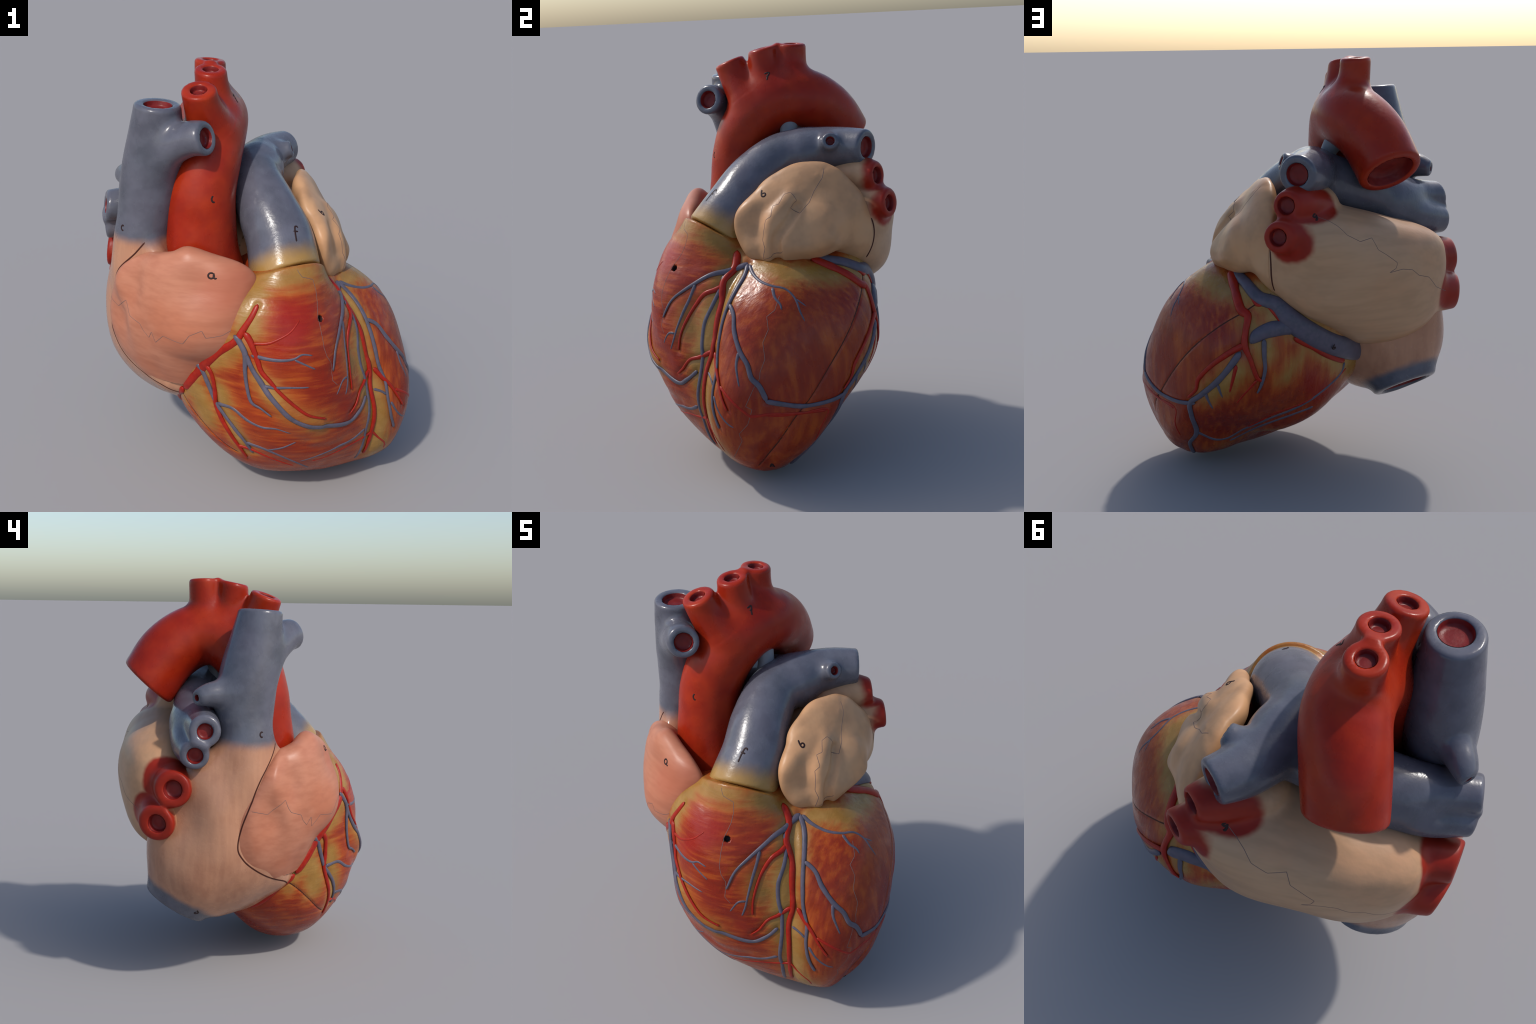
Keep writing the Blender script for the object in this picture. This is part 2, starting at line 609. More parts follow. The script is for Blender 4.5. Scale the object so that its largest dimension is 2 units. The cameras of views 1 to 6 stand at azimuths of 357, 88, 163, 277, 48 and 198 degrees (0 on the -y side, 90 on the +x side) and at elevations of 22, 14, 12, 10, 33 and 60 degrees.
def muscle_paint():
    p = Paint("heart_muscle_paint", .36, .28)
    left = p.ramp(p.along(SEPTUM_POINT, SEPTUM_NORMAL), -.03, .03)
    # brush strokes follow the muscle fibres, turned differently on either side of the septum
    fr = p.noise(46, 4, (.10, .22, 1), (0, .35, .25))
    fl = p.noise(46, 4, (1, .5, .09), (.45, .35, 0))
    fibre = p.t.nodes.new("ShaderNodeMix")
    p.put(fibre.inputs[0], left)
    p.put(fibre.inputs[2], fr)
    p.put(fibre.inputs[3], fl)
    fibre = fibre.outputs[0]
    big = p.noise(3.0, 2)
    c = p.mix(p.ramp(big, .36, .64), srgb(128, 34, 14), srgb(143, 54, 18))
    c = p.mix(p.math("MULTIPLY", p.ramp(fibre, .45, .7), .6), c, srgb(112, 28, 14))
    c = p.mix(p.math("MULTIPLY", p.ramp(fibre, .52, .3), .55), c, srgb(168, 80, 24))
    red = p.lowest([p.path(pts, w) for pts, w in RED_PATCHES])
    c = p.mix(p.math("MULTIPLY", p.ramp(red, -.01, .09, 1, 0), .7), c, srgb(142, 26, 18))
    c = p.mix(p.math("MULTIPLY", left, .15), c, srgb(104, 30, 14))  # left ventricle a darker tone, partly baked shade put into the colour
    rag = p.math("ADD", p.math("MULTIPLY", p.math("SUBTRACT", fibre, .5), .09), p.math("MULTIPLY", p.math("SUBTRACT", p.noise(7, 3), .5), .07))
    fat = p.math("ADD", p.lowest([p.path(pts, w) for pts, w in FAT_PATCHES]), rag)
    f = p.math("MULTIPLY", p.ramp(fat, -.03, .06, 1, 0), .95)
    yellow = mottled(p, FAT, FAT_PALE, 9, .6)
    yellow = mottled(p, yellow, FAT_DARK, 6, .7)
    halo = p.math("MULTIPLY", p.ramp(fat, .0, .11, 1, 0), .55)
    c = p.mix(halo, c, srgb(166, 86, 32))
    c = p.mix(f, c, yellow)
    p.bump(p.math("ADD", fibre, p.math("MULTIPLY", p.noise(16, 3), 1.2)), .16, .016)
    return p.done(c, p.ramp(p.noise(16, 3), .3, .7, .22, .38))


# ------------------------------------------------------------------ great vessels: measures
PA_BASE, PA_DIR = np.array((.106, -.262, 1.085)), np.array((-.29, .58, .76))
IVC_END, IVC_DIR = np.array((-.485, .272, .385)), np.array((-.17, .50, -.85))

# open ends: centre, facing, radius of lumen, depth
LUMENS = dict(
    superior_vena_cava=[((-.482, -.153, 1.84), (.05, -.05, 1), .062, .03), ((-.266, -.279, 1.724), (.78, -.5, .25), .044, .035), ((-.678, .125, 1.436), (-.75, .62, -.1), .013, .03)],
    aorta=[((-.306, -.157, 1.91), (-.1, -.35, .93), .036, .03), ((-.255, .013, 1.97), (0, -.2, .98), .034, .03), ((-.257, .165, 1.985), (.05, .03, 1), .034, .025), ((-.325, .435, 1.470), (-.12, .66, -.74), .108, .06)],
    pulmonary_artery=[((.140, .480, 1.49), (.65, .75, 0), .050, .03), ((.158, .300, 1.533), (.9, -.1, .35), .020, .03), ((-.745, .071, 1.291), (-.95, -.2, .1), .036, .03), ((-.752, .117, 1.177), (-.95, -.1, -.1), .037, .03)],
    left_atrium=[((.205, .520, 1.362), (.62, .76, .1), .038, .03), ((.259, .568, 1.234), (.62, .76, .1), .037, .03), ((-.748, .222, 1.015), (-.97, .05, .05), .043, .035), ((-.735, .302, .848), (-.93, .2, -.1), .043, .035)],
    inferior_vena_cava=[(tuple(IVC_END), tuple(IVC_DIR), .115, .06)],
)
VEIN_PATCHES = [(((.05, .47, 1.335), (.22, .54, 1.375)), .095), (((.13, .50, 1.185), (.28, .60, 1.24)), .095),
                (((-.64, .28, 1.04), (-.80, .22, 1.015)), .115), (((-.64, .36, .88), (-.80, .30, .845)), .105)]
SEPTUM_POINT = np.array((.5, -.26, .75))
SEPTUM_NORMAL = unit(np.cross(np.array((.6, -.33, .3)) - np.array((.379, -.139, 1.015)), np.array((-.2, .35, .5)) - np.array((.379, -.139, 1.015))))
if SEPTUM_NORMAL[0] < 0:
    SEPTUM_NORMAL = -SEPTUM_NORMAL

# ------------------------------------------------------------------ coronary vessels
# name = (kind, first radius, last radius, control points); A artery, V vein
CORONARY = dict(
    left_anterior=("A", .016, .008, [(0.305, -0.172, 1.060), (0.376, -0.192, 0.990), (0.426, -0.225, 0.934), (0.473, -0.266, 0.856), (0.506, -0.300, 0.756), (0.528, -0.328, 0.636), (0.535, -0.358, 0.551), (0.558, -0.379, 0.442), (0.553, -0.373, 0.320), (0.528, -0.330, 0.164)]),
    great_vein=("V", .009, .008, [(0.390, -0.242, 0.965), (0.432, -0.272, 0.903), (0.453, -0.310, 0.834), (0.457, -0.350, 0.754), (0.476, -0.367, 0.671), (0.502, -0.369, 0.599), (0.522, -0.387, 0.514), (0.519, -0.400, 0.361), (0.516, -0.382, 0.279), (0.485, -0.334, 0.144)]),
    beside_groove=("V", .010, .006, [(0.370, -0.130, 1.007), (0.425, -0.155, 0.957), (0.479, -0.205, 0.895), (0.512, -0.245, 0.833), (0.545, -0.280, 0.734), (0.569, -0.298, 0.645), (0.604, -0.306, 0.565), (0.623, -0.328, 0.473), (0.645, -0.328, 0.385), (0.668, -0.306, 0.311)]),
    conus_trunk=("V", .013, .004, [(0.368, -0.128, 1.009), (0.380, -0.219, 0.981), (0.374, -0.304, 0.963), (0.362, -0.375, 0.926), (0.345, -0.441, 0.884), (0.324, -0.504, 0.830), (0.312, -0.550, 0.744)]),
    conus_branch=("V", .008, .003, [(0.363, -0.381, 0.918), (0.375, -0.410, 0.859), (0.382, -0.450, 0.783), (0.388, -0.483, 0.709), (0.390, -0.500, 0.659), (0.383, -0.518, 0.607)]),
    conus_twig=("V", .005, .003, [(0.388, -0.492, 0.688), (0.362, -0.524, 0.681), (0.337, -0.553, 0.625)]),
    groove_link=("V", .009, .008, [(0.378, -0.180, 0.990), (0.380, -0.219, 0.981), (0.390, -0.242, 0.965)]),
    conus_artery=("A", .011, .004, [(0.431, -0.243, 0.921), (0.422, -0.295, 0.901), (0.407, -0.345, 0.877), (0.400, -0.393, 0.822), (0.402, -0.432, 0.759), (0.408, -0.466, 0.686), (0.418, -0.480, 0.611)]),
    lower_front=("A", .010, .003, [(0.525, -0.330, 0.636), (0.494, -0.380, 0.600), (0.465, -0.428, 0.579), (0.445, -0.465, 0.529), (0.414, -0.494, 0.494)]),
    marginal_sweep=("V", .011, .008, [(-0.082, -0.559, 0.837), (-0.048, -0.576, 0.768), (-0.014, -0.594, 0.719), (0.019, -0.610, 0.670), (0.072, -0.625, 0.613), (0.133, -0.627, 0.555), (0.209, -0.611, 0.508), (0.280, -0.581, 0.483), (0.408, -0.496, 0.447), (0.466, -0.448, 0.481), (0.505, -0.395, 0.537)]),
    lowest_front=("V", .009, .003, [(0.510, -0.405, 0.360), (0.444, -0.440, 0.326), (0.363, -0.489, 0.308), (0.279, -0.517, 0.285), (0.191, -0.517, 0.253)]),
    lowest_front_artery=("A", .008, .003, [(0.562, -0.368, 0.313), (0.494, -0.399, 0.300), (0.419, -0.445, 0.288), (0.332, -0.481, 0.262), (0.249, -0.500, 0.242)]),
    left_diagonal=("V", .009, .010, [(0.505, -0.230, 0.855), (0.559, -0.212, 0.817), (0.610, -0.213, 0.753), (0.669, -0.194, 0.679), (0.708, -0.164, 0.628), (0.734, -0.149, 0.573), (0.750, -0.115, 0.536), (0.760, -0.085, 0.468)]),
    left_diagonal_round=("V", .010, .008, [(0.760, -0.093, 0.469), (0.751, -0.012, 0.445), (0.718, 0.090, 0.416), (0.663, 0.212, 0.412), (0.589, 0.299, 0.423)]),
    left_twig=("V", .007, .003, [(0.668, -0.197, 0.676), (0.685, -0.212, 0.624), (0.708, -0.210, 0.576), (0.728, -0.204, 0.531)]),
    left_top=("V", .008, .003, [(0.377, -0.123, 1.003), (0.433, -0.110, 0.972), (0.498, -0.079, 0.950), (0.545, -0.030, 0.938), (0.571, 0.031, 0.926), (0.602, 0.070, 0.888), (0.636, 0.087, 0.838), (0.654, 0.106, 0.795)]),
    left_top_twig=("V", .007, .003, [(0.553, -0.028, 0.933), (0.594, -0.021, 0.897), (0.622, 0.001, 0.871), (0.639, 0.004, 0.850)]),
    left_top_tip=("V", .004, .002, [(0.602, 0.070, 0.888), (0.615, 0.119, 0.852)]),
    left_low=("A", .010, .005, [(0.544, -0.316, 0.639), (0.585, -0.307, 0.589), (0.635, -0.298, 0.536), (0.676, -0.289, 0.476), (0.712, -0.265, 0.410)]),
    left_round=("A", .006, .006, [(0.657, -0.291, 0.514), (0.715, -0.251, 0.473), (0.752, -0.191, 0.423), (0.758, -0.156, 0.401), (0.755, -0.064, 0.404), (0.726, 0.060, 0.387), (0.670, 0.188, 0.370)]),
    left_link=("V", .006, .005, [(0.547, -0.351, 0.545), (0.585, -0.334, 0.524), (0.614, -0.324, 0.501)]),
    left_tip=("V", .006, .003, [(0.637, -0.322, 0.461), (0.674, -0.304, 0.399), (0.708, -0.268, 0.353), (0.726, -0.238, 0.337)]),
    apex_twig=("A", .006, .003, [(0.553, -0.373, 0.320), (0.584, -0.350, 0.279), (0.627, -0.312, 0.226), (0.630, -0.285, 0.179)]),
    right_coronary=("A", .009, .022, [(-0.032, -0.505, 1.047), (-0.060, -0.529, 0.994), (-0.097, -0.539, 0.934), (-0.115, -0.540, 0.899), (-0.140, -0.535, 0.867), (-0.190, -0.511, 0.819), (-0.260, -0.454, 0.721), (-0.306, -0.401, 0.632), (-0.354, -0.327, 0.528)]),
    right_coronary_back=("A", .018, .010, [(-0.356, -0.323, 0.524), (-0.373, -0.281, 0.491), (-0.382, -0.230, 0.448), (-0.373, -0.165, 0.383), (-0.349, -0.098, 0.339)]),
    marginal_artery=("A", .013, .004, [(-0.090, -0.542, 0.929), (-0.064, -0.558, 0.894), (-0.044, -0.569, 0.850), (-0.027, -0.579, 0.806), (-0.009, -0.590, 0.761), (0.030, -0.607, 0.720), (0.070, -0.620, 0.676), (0.137, -0.628, 0.615), (0.206, -0.616, 0.557), (0.291, -0.580, 0.521)]),
    conus_splash=("A", .006, .003, [(-0.051, -0.563, 0.883), (0.012, -0.577, 0.891), (0.062, -0.579, 0.914), (0.112, -0.568, 0.944), (0.151, -0.536, 0.986)]),
    front_vein=("V", .013, .004, [(-0.134, -0.530, 0.908), (-0.108, -0.545, 0.880), (-0.081, -0.560, 0.831), (-0.079, -0.565, 0.754), (-0.071, -0.573, 0.678), (-0.049, -0.585, 0.603), (-0.003, -0.605, 0.578), (0.043, -0.618, 0.549)]),
    front_fork=("V", .008, .003, [(-0.056, -0.568, 0.831), (0.014, -0.589, 0.822), (0.077, -0.602, 0.822), (0.131, -0.603, 0.831), (0.166, -0.594, 0.848), (0.213, -0.583, 0.839)]),
    front_twig=("V", .005, .003, [(0.131, -0.603, 0.827), (0.181, -0.601, 0.802), (0.229, -0.591, 0.775)]),
    front_second=("V", .007, .003, [(-0.008, -0.598, 0.700), (0.050, -0.614, 0.695), (0.120, -0.622, 0.696), (0.206, -0.611, 0.694)]),
    acute_vein=("V", .012, .007, [(-0.304, -0.414, 0.707), (-0.273, -0.436, 0.674), (-0.245, -0.449, 0.614), (-0.210, -0.469, 0.534), (-0.169, -0.494, 0.480), (-0.128, -0.513, 0.429), (-0.072, -0.518, 0.355), (-0.028, -0.498, 0.279)]),
    acute_branch=("V", .009, .003, [(-0.203, -0.474, 0.529), (-0.131, -0.530, 0.540), (-0.065, -0.568, 0.502), (0.001, -0.594, 0.481), (0.066, -0.611, 0.477), (0.133, -0.610, 0.454)]),
    acute_low=("V", .009, .004, [(-0.065, -0.518, 0.347), (0.009, -0.545, 0.341), (0.092, -0.543, 0.301), (0.179, -0.510, 0.240), (0.243, -0.452, 0.177)]),
    acute_twig=("V", .006, .003, [(0.036, -0.548, 0.332), (0.100, -0.574, 0.361), (0.164, -0.589, 0.394)]),
    acute_artery=("A", .012, .007, [(-0.257, -0.456, 0.719), (-0.230, -0.471, 0.679), (-0.215, -0.472, 0.596), (-0.210, -0.469, 0.526), (-0.182, -0.481, 0.456), (-0.140, -0.491, 0.385), (-0.089, -0.482, 0.300), (-0.052, -0.454, 0.225)]),
    acute_low_artery=("A", .008, .004, [(-0.104, -0.483, 0.316), (-0.015, -0.513, 0.297), (0.075, -0.515, 0.259), (0.168, -0.489, 0.209)]),
    coronary_sinus=("V", .020, .044, [(0.358, 0.176, 1.018), (0.339, 0.302, 0.986), (0.305, 0.409, 0.937), (0.229, 0.455, 0.904), (0.166, 0.480, 0.828), (0.069, 0.479, 0.753), (-0.045, 0.440, 0.683), (-0.167, 0.356, 0.625), (-0.284, 0.223, 0.566)]),
    middle_vein=("V", .036, .022, [(0.135, 0.484, 0.800), (0.181, 0.484, 0.801), (0.264, 0.480, 0.799), (0.326, 0.474, 0.778), (0.364, 0.471, 0.742)]),
    back_vein=("V", .010, .004, [(0.303, 0.483, 0.759), (0.305, 0.493, 0.678), (0.303, 0.493, 0.614), (0.319, 0.479, 0.539), (0.334, 0.459, 0.495)]),
    circumflex=("A", .020, .007, [(0.369, 0.166, 1.017), (0.388, 0.311, 0.947), (0.386, 0.397, 0.884), (0.363, 0.430, 0.859), (0.380, 0.452, 0.790), (0.388, 0.465, 0.730), (0.368, 0.480, 0.669), (0.339, 0.484, 0.582), (0.314, 0.485, 0.560)]),
    circumflex_second=("A", .009, .007, [(0.360, 0.233, 0.998), (0.334, 0.378, 0.945), (0.316, 0.424, 0.907), (0.276, 0.442, 0.905), (0.218, 0.479, 0.826)]),
    back_artery=("A", .013, .005, [(0.388, 0.464, 0.736), (0.452, 0.440, 0.698), (0.526, 0.394, 0.633), (0.579, 0.338, 0.555), (0.590, 0.319, 0.497), (0.621, 0.276, 0.445)]),
    back_twig=("A", .006, .003, [(0.339, 0.482, 0.569), (0.388, 0.443, 0.496), (0.417, 0.400, 0.437)]),
    back_twig_second=("A", .009, .004, [(0.427, 0.459, 0.642), (0.443, 0.441, 0.561), (0.452, 0.417, 0.501)]),
    back_low=("V", .013, .009, [(0.407, 0.462, 0.703), (0.461, 0.440, 0.621), (0.510, 0.397, 0.547), (0.568, 0.332, 0.472), (0.610, 0.280, 0.418), (0.600, 0.253, 0.346), (0.563, 0.185, 0.231), (0.582, 0.101, 0.144), (0.547, 0.019, 0.054)]),
    comb_twig=("V", .007, .003, [(0.504, 0.399, 0.540), (0.478, 0.388, 0.467)]),
    comb_twig_second=("V", .008, .003, [(0.552, 0.349, 0.489), (0.512, 0.332, 0.398)]),
    under_vein=("V", .007, .006, [(0.563, 0.185, 0.231), (0.474, 0.175, 0.180), (0.395, 0.188, 0.189), (0.320, 0.245, 0.250), (0.224, 0.322, 0.316), (0.104, 0.374, 0.375), (-0.015, 0.389, 0.448), (-0.105, 0.372, 0.514), (-0.125, 0.375, 0.567)]),
    under_artery=("A", .005, .005, [(0.326, 0.245, 0.251), (0.229, 0.339, 0.337), (0.092, 0.382, 0.390), (-0.030, 0.385, 0.452), (-0.138, 0.357, 0.533)]),
    under_second=("V", .007, .006, [(0.397, 0.165, 0.158), (0.325, 0.186, 0.196), (0.246, 0.278, 0.267), (0.129, 0.345, 0.326), (0.031, 0.362, 0.362)]),
    sinus_artery=("A", .012, .012, [(0.163, 0.488, 0.752), (0.067, 0.474, 0.692), (-0.035, 0.430, 0.622), (-0.124, 0.377, 0.575)]),
    apex_back=("A", .005, .004, [(0.756, -0.088, 0.397), (0.723, 0.069, 0.384), (0.667, 0.195, 0.374), (0.663, 0.160, 0.284), (0.634, 0.132, 0.206)]),
)
SEAMS = dict(
    right_auricle_seam=("RA", .006, .006, [(-.538, -.234, 1.222), (-.585, -.216, 1.158), (-.667, -.181, 1.062), (-.70, -.13, .93), (-.708, -.094, .827), (-.708, -.079, .74), (-.692, -.096, .689), (-.65, -.13, .64), (-.565, -.207, .571), (-.462, -.278, .519), (-.37, -.285, .48)]),
    left_auricle_seam=("LA", .007, .007, [(.20, .36, 1.36), (.24, .44, 1.27), (.26, .47, 1.18), (.27, .49, 1.09), (.24, .45, .965)]),
    left_seam=("S", .006, .006, [(0.252, 0.429, 0.945), (0.370, 0.413, 0.878), (0.485, 0.372, 0.804), (0.592, 0.302, 0.697), (0.656, 0.218, 0.587), (0.715, 0.098, 0.426), (0.732, 0.029, 0.353), (0.709, -0.046, 0.239), (0.652, -0.137, 0.107)]),
    right_seam=("S", .006, .006, [(-0.373, -0.281, 0.491), (-0.339, -0.323, 0.456), (-0.274, -0.377, 0.388), (-0.167, -0.430, 0.297), (-0.096, -0.453, 0.257)]),
)

FAT_PATCHES = [  # (path, half width)
    # under the lung artery, round the conus
    (((-.05, -.42, 1.12), (.13, -.44, 1.16), (.27, -.30, 1.12), (.33, -.18, 1.06)), .032),
    (((-.05, -.47, 1.08), (-.08, -.55, .96)), .055),
    # front groove between the ventricles
    (((.40, -.20, .98), (.47, -.30, .82), (.50, -.36, .66), (.55, -.38, .50)), .055),
    (((.55, -.38, .50), (.58, -.37, .30), (.60, -.32, .15)), .055),
    (((.45, -.43, .72), (.44, -.45, .80)), .045),
    # along the right coronary artery
    (((-.12, -.54, .88), (-.28, -.46, .70), (-.38, -.30, .48)), .035),
    (((-.20, -.50, .62), (-.12, -.50, .44), (-.05, -.47, .30)), .028),
    (((-.30, -.40, .56), (-.24, -.42, .44)), .05),
    (((-.02, -.60, .74), (.10, -.62, .60), (.28, -.57, .48)), .022),
    # back: along the sinus
    (((.28, .42, .94), (.10, .50, .80), (-.10, .45, .62), (-.28, .32, .48)), .07),
    (((.36, .43, .84), (.30, .48, .70)), .028),
    (((.12, .50, .68), (.20, .50, .56)), .018),
    (((.42, .46, .62), (.55, .36, .46)), .035),
    (((.41, -.09, 1.0), (.50, .05, .975), (.45, .22, .96), (.33, .38, .93)), .042),
    # under side, behind the margin
    (((.45, .20, .08), (.10, .20, .18), (-.15, .18, .33)), .03),
]
RED_PATCHES = [(((.05, -.56, 1.03), (.18, -.52, 1.02)), .03), (((-.06, -.60, .87), (.05, -.60, .88), (.16, -.55, .97)), .008), (((.05, .48, .52), (.0, .42, .44)), .03)]

# thin lines copied from texture-seam faults of the scan, no real cracks
SCAN_FAULTS = dict(
    right_auricle=("right_auricle", [(-0.700, -0.141, 0.916), (-0.683, -0.184, 0.906), (-0.661, -0.211, 0.897), (-0.619, -0.289, 0.961), (-0.606, -0.304, 0.916), (-0.600, -0.317, 0.897), (-0.552, -0.359, 0.877), (-0.537, -0.367, 0.848), (-0.510, -0.384, 0.821), (-0.497, -0.404, 0.859), (-0.479, -0.405, 0.807), (-0.445, -0.446, 0.859), (-0.356, -0.497, 0.847), (-0.328, -0.515, 0.895), (-0.274, -0.524, 0.924), (-0.256, -0.525, 0.890), (-0.185, -0.523, 0.903), (-0.135, -0.510, 0.932)]),
    left_atrium=("left_atrium", [(0.096, 0.464, 1.319), (0.070, 0.514, 1.307), (0.022, 0.549, 1.291), (-0.015, 0.573, 1.268), (-0.051, 0.598, 1.229), (-0.112, 0.600, 1.196), (-0.176, 0.574, 1.204), (-0.199, 0.596, 1.152), (-0.238, 0.597, 1.127), (-0.294, 0.595, 1.085), (-0.284, 0.601, 1.062), (-0.249, 0.610, 1.047), (-0.320, 0.592, 1.054), (-0.376, 0.575, 1.043), (-0.415, 0.562, 1.011), (-0.479, 0.533, 0.991), (-0.535, 0.494, 0.931), (-0.620, 0.405, 0.883)]),
    left_auricle=("left_auricle", [(0.239, 0.257, 1.414), (0.274, 0.244, 1.374), (0.305, 0.200, 1.319), (0.337, 0.173, 1.272), (0.368, 0.123, 1.235), (0.361, 0.096, 1.250), (0.337, 0.115, 1.283), (0.314, 0.087, 1.312), (0.315, 0.061, 1.305), (0.344, 0.031, 1.266), (0.338, 0.004, 1.263), (0.370, -0.008, 1.219), (0.368, -0.034, 1.205), (0.381, -0.041, 1.169), (0.389, -0.051, 1.117), (0.400, -0.041, 1.080), (0.389, -0.048, 1.031), (0.416, -0.011, 1.043), (0.431, 0.035, 1.068)]),
    right_front=("ventricles", [(0.119, -0.391, 1.150), (0.154, -0.401, 1.131), (0.198, -0.386, 1.114), (0.221, -0.411, 1.074), (0.233, -0.438, 1.037), (0.236, -0.465, 1.006), (0.246, -0.485, 0.974), (0.252, -0.522, 0.921), (0.266, -0.547, 0.856), (0.281, -0.551, 0.818), (0.306, -0.544, 0.781), (0.312, -0.559, 0.704), (0.339, -0.546, 0.673)]),
    left_side=("ventricles", [(0.592, 0.002, 0.904), (0.635, -0.025, 0.850), (0.643, -0.063, 0.824), (0.674, -0.060, 0.773), (0.692, -0.088, 0.720), (0.720, -0.083, 0.652), (0.734, -0.108, 0.598), (0.742, -0.112, 0.571), (0.749, -0.141, 0.529), (0.753, -0.181, 0.448), (0.759, -0.153, 0.433), (0.752, -0.175, 0.361), (0.731, -0.217, 0.307), (0.727, -0.204, 0.272), (0.658, -0.245, 0.162)]),
)

# ------------------------------------------------------------------ shapes
SEAM_SIDE = np.array((.8, -.6, 0))
f_left_body = body("left_atrium")
f_auricle_lobe = dimple(body("left_auricle"), [
    ([(.338, .115, 1.251), (.366, .069, 1.178), (.386, .022, 1.12), (.41, .01, 1.04), (.38, .02, 1.0)], .085, .018),     # cleft between the lobes
    ([(.319, .082, 1.303), (.353, -.005, 1.185), (.40, -.038, 1.04)], -.016, .03),                    # ridge in front of it
    ([(.30, -.05, 1.23), (.33, -.06, 1.13)], .020, .04),
    ([(.40, .08, 1.09), (.42, .17, 1.08), (.40, .25, 1.11)], -.028, .04),
    ([(.36, .21, 1.20), (.39, .26, 1.13)], .006, .05),
])
def f_left_auricle(p):
    # the lobe flows into the side of the atrium and ends in front of the dark seam
    v = smooth_min(f_auricle_lobe(p), f_left_body(p), .035) - .003
    return smooth_max(v, -.070 - p @ SEAM_SIDE, .008)


RIM, RIM_BACK = np.array((-.40, -.31, 1.27)), unit((.258, .938, .235))


def f_auricle_shell(p):
    # towards the aorta the auricle is a thin flap with a dark gap behind it
    gap = smooth_min((p - RIM) @ RIM_BACK, p[:, 0] + .40, .05)
    return smooth_max(body_right_auricle(p) - .005, gap, .035)


body_right_auricle = body("right_auricle")
f_right_auricle = dimple(f_auricle_shell, [([(-.28, -.50, 1.12), (-.16, -.47, 1.08)], .012, .07)])
PULMONARY_VEINS = [
    tube([(.02, .36, 1.31), (.12, .45, 1.35), (.205, .520, 1.362)], (.12, .092, .062), end=(.62, .76, .1)),
    tube([(.04, .40, 1.17), (.15, .49, 1.22), (.259, .568, 1.234)], (.12, .097, .068), end=(.62, .76, .1)),
    tube([(-.52, .26, 1.03), (-.64, .24, 1.02), (-.748, .222, 1.015)], (.11, .10, .085), end=(-.97, .05, .05)),
    tube([(-.50, .32, .88), (-.62, .315, .86), (-.735, .302, .848)], (.11, .10, .085), end=(-.93, .2, -.1)),
]
f_left_atrium = hollowed(joined(.03, f_left_body, *PULMONARY_VEINS), LUMENS["left_atrium"])
f_superior = joined(.045,
    tube([(-.535, -.07, 1.1), (-.54, -.082, 1.25), (-.53, -.08, 1.36), (-.51, -.096, 1.53), (-.493, -.128, 1.70), (-.484, -.148, 1.84)], (.13, .132, .14, .14, .122, .104), end=(.05, -.05, 1)),
    tube([(-.50, -.15, 1.56), (-.42, -.20, 1.66), (-.34, -.245, 1.71), (-.266, -.279, 1.724)], (.08, .082, .078, .076), end=(.78, -.5, .25)),
    tube([(-.57, -.03, 1.45), (-.63, .06, 1.45), (-.678, .125, 1.436)], (.075, .058, .038), end=(-.75, .62, -.1)))
f_inferior = tube([(-.44, .10, .72), (-.46, .19, .55), IVC_END], (.22, .185, .158), end=IVC_DIR)
f_right_capped = (lambda g: lambda p: smooth_max(smooth_max(g(p), (p - (-.45, -.12, 1.16)) @ unit((.75, .1, .65)), .1), (p - (-.5, .14, 1.14)) @ unit((0, .6, .8)), .1))(body("right_atrium"))
f_right_capped = dimple(f_right_capped, [([(-.45, -.33, .58), (-.38, -.35, .58), (-.31, -.37, .62)], .045, .055)])   # room for the auricle's lower edge
f_right_body = joined(.05, f_right_capped, f_superior, f_inferior)
f_right_atrium = hollowed(f_right_body, LUMENS["superior_vena_cava"] + LUMENS["inferior_vena_cava"])
f_aorta = hollowed(joined(.04,
    tube([(-.24, -.15, 1.02), (-.275, -.138, 1.15), (-.285, -.125, 1.28), (-.283, -.112, 1.43), (-.258, -.06, 1.58), (-.23, .06, 1.695), (-.232, .205, 1.705), (-.28, .335, 1.62), (-.325, .435, 1.470)],
         (.168, .168, .162, .155, .152, .152, .155, .155, .15), end=(-.12, .66, -.74)),
    tube([(-.25, -.06, 1.72), (-.285, -.12, 1.82), (-.306, -.157, 1.91)], (.11, .085, .078), end=(-.1, -.35, .93)),
    tube([(-.225, .04, 1.76), (-.245, .02, 1.88), (-.255, .013, 1.97)], (.10, .078, .073), end=(0, -.2, .98)),
    tube([(-.225, .15, 1.76), (-.25, .16, 1.88), (-.257, .165, 1.985)], (.10, .077, .072), end=(.05, .03, 1))), LUMENS["aorta"])
f_pulmonary_artery = hollowed(joined(.03,
    tube([PA_BASE, (.079, -.158, 1.218), (.02, -.062, 1.334), (-.035, .08, 1.43), (-.01, .24, 1.465), (.055, .38, 1.48), (.140, .480, 1.49)], (.166, .157, .143, .129, .116, .102, .086), end=(.65, .75, 0), start=-PA_DIR),
    tube([(.06, .30, 1.50), (.158, .300, 1.533)], (.05, .042), end=(.9, -.1, .35)),
    tube([(-.02, .20, 1.440), (-.22, .195, 1.382), (-.45, .165, 1.312), (-.60, .11, 1.30), (-.745, .071, 1.291)], (.132, .124, .116, .086, .074), end=(-.95, -.2, .1)),
    tube([(-.42, .18, 1.27), (-.58, .165, 1.21), (-.752, .117, 1.177)], (.125, .095, .066), end=(-.95, -.1, -.1))), LUMENS["pulmonary_artery"])

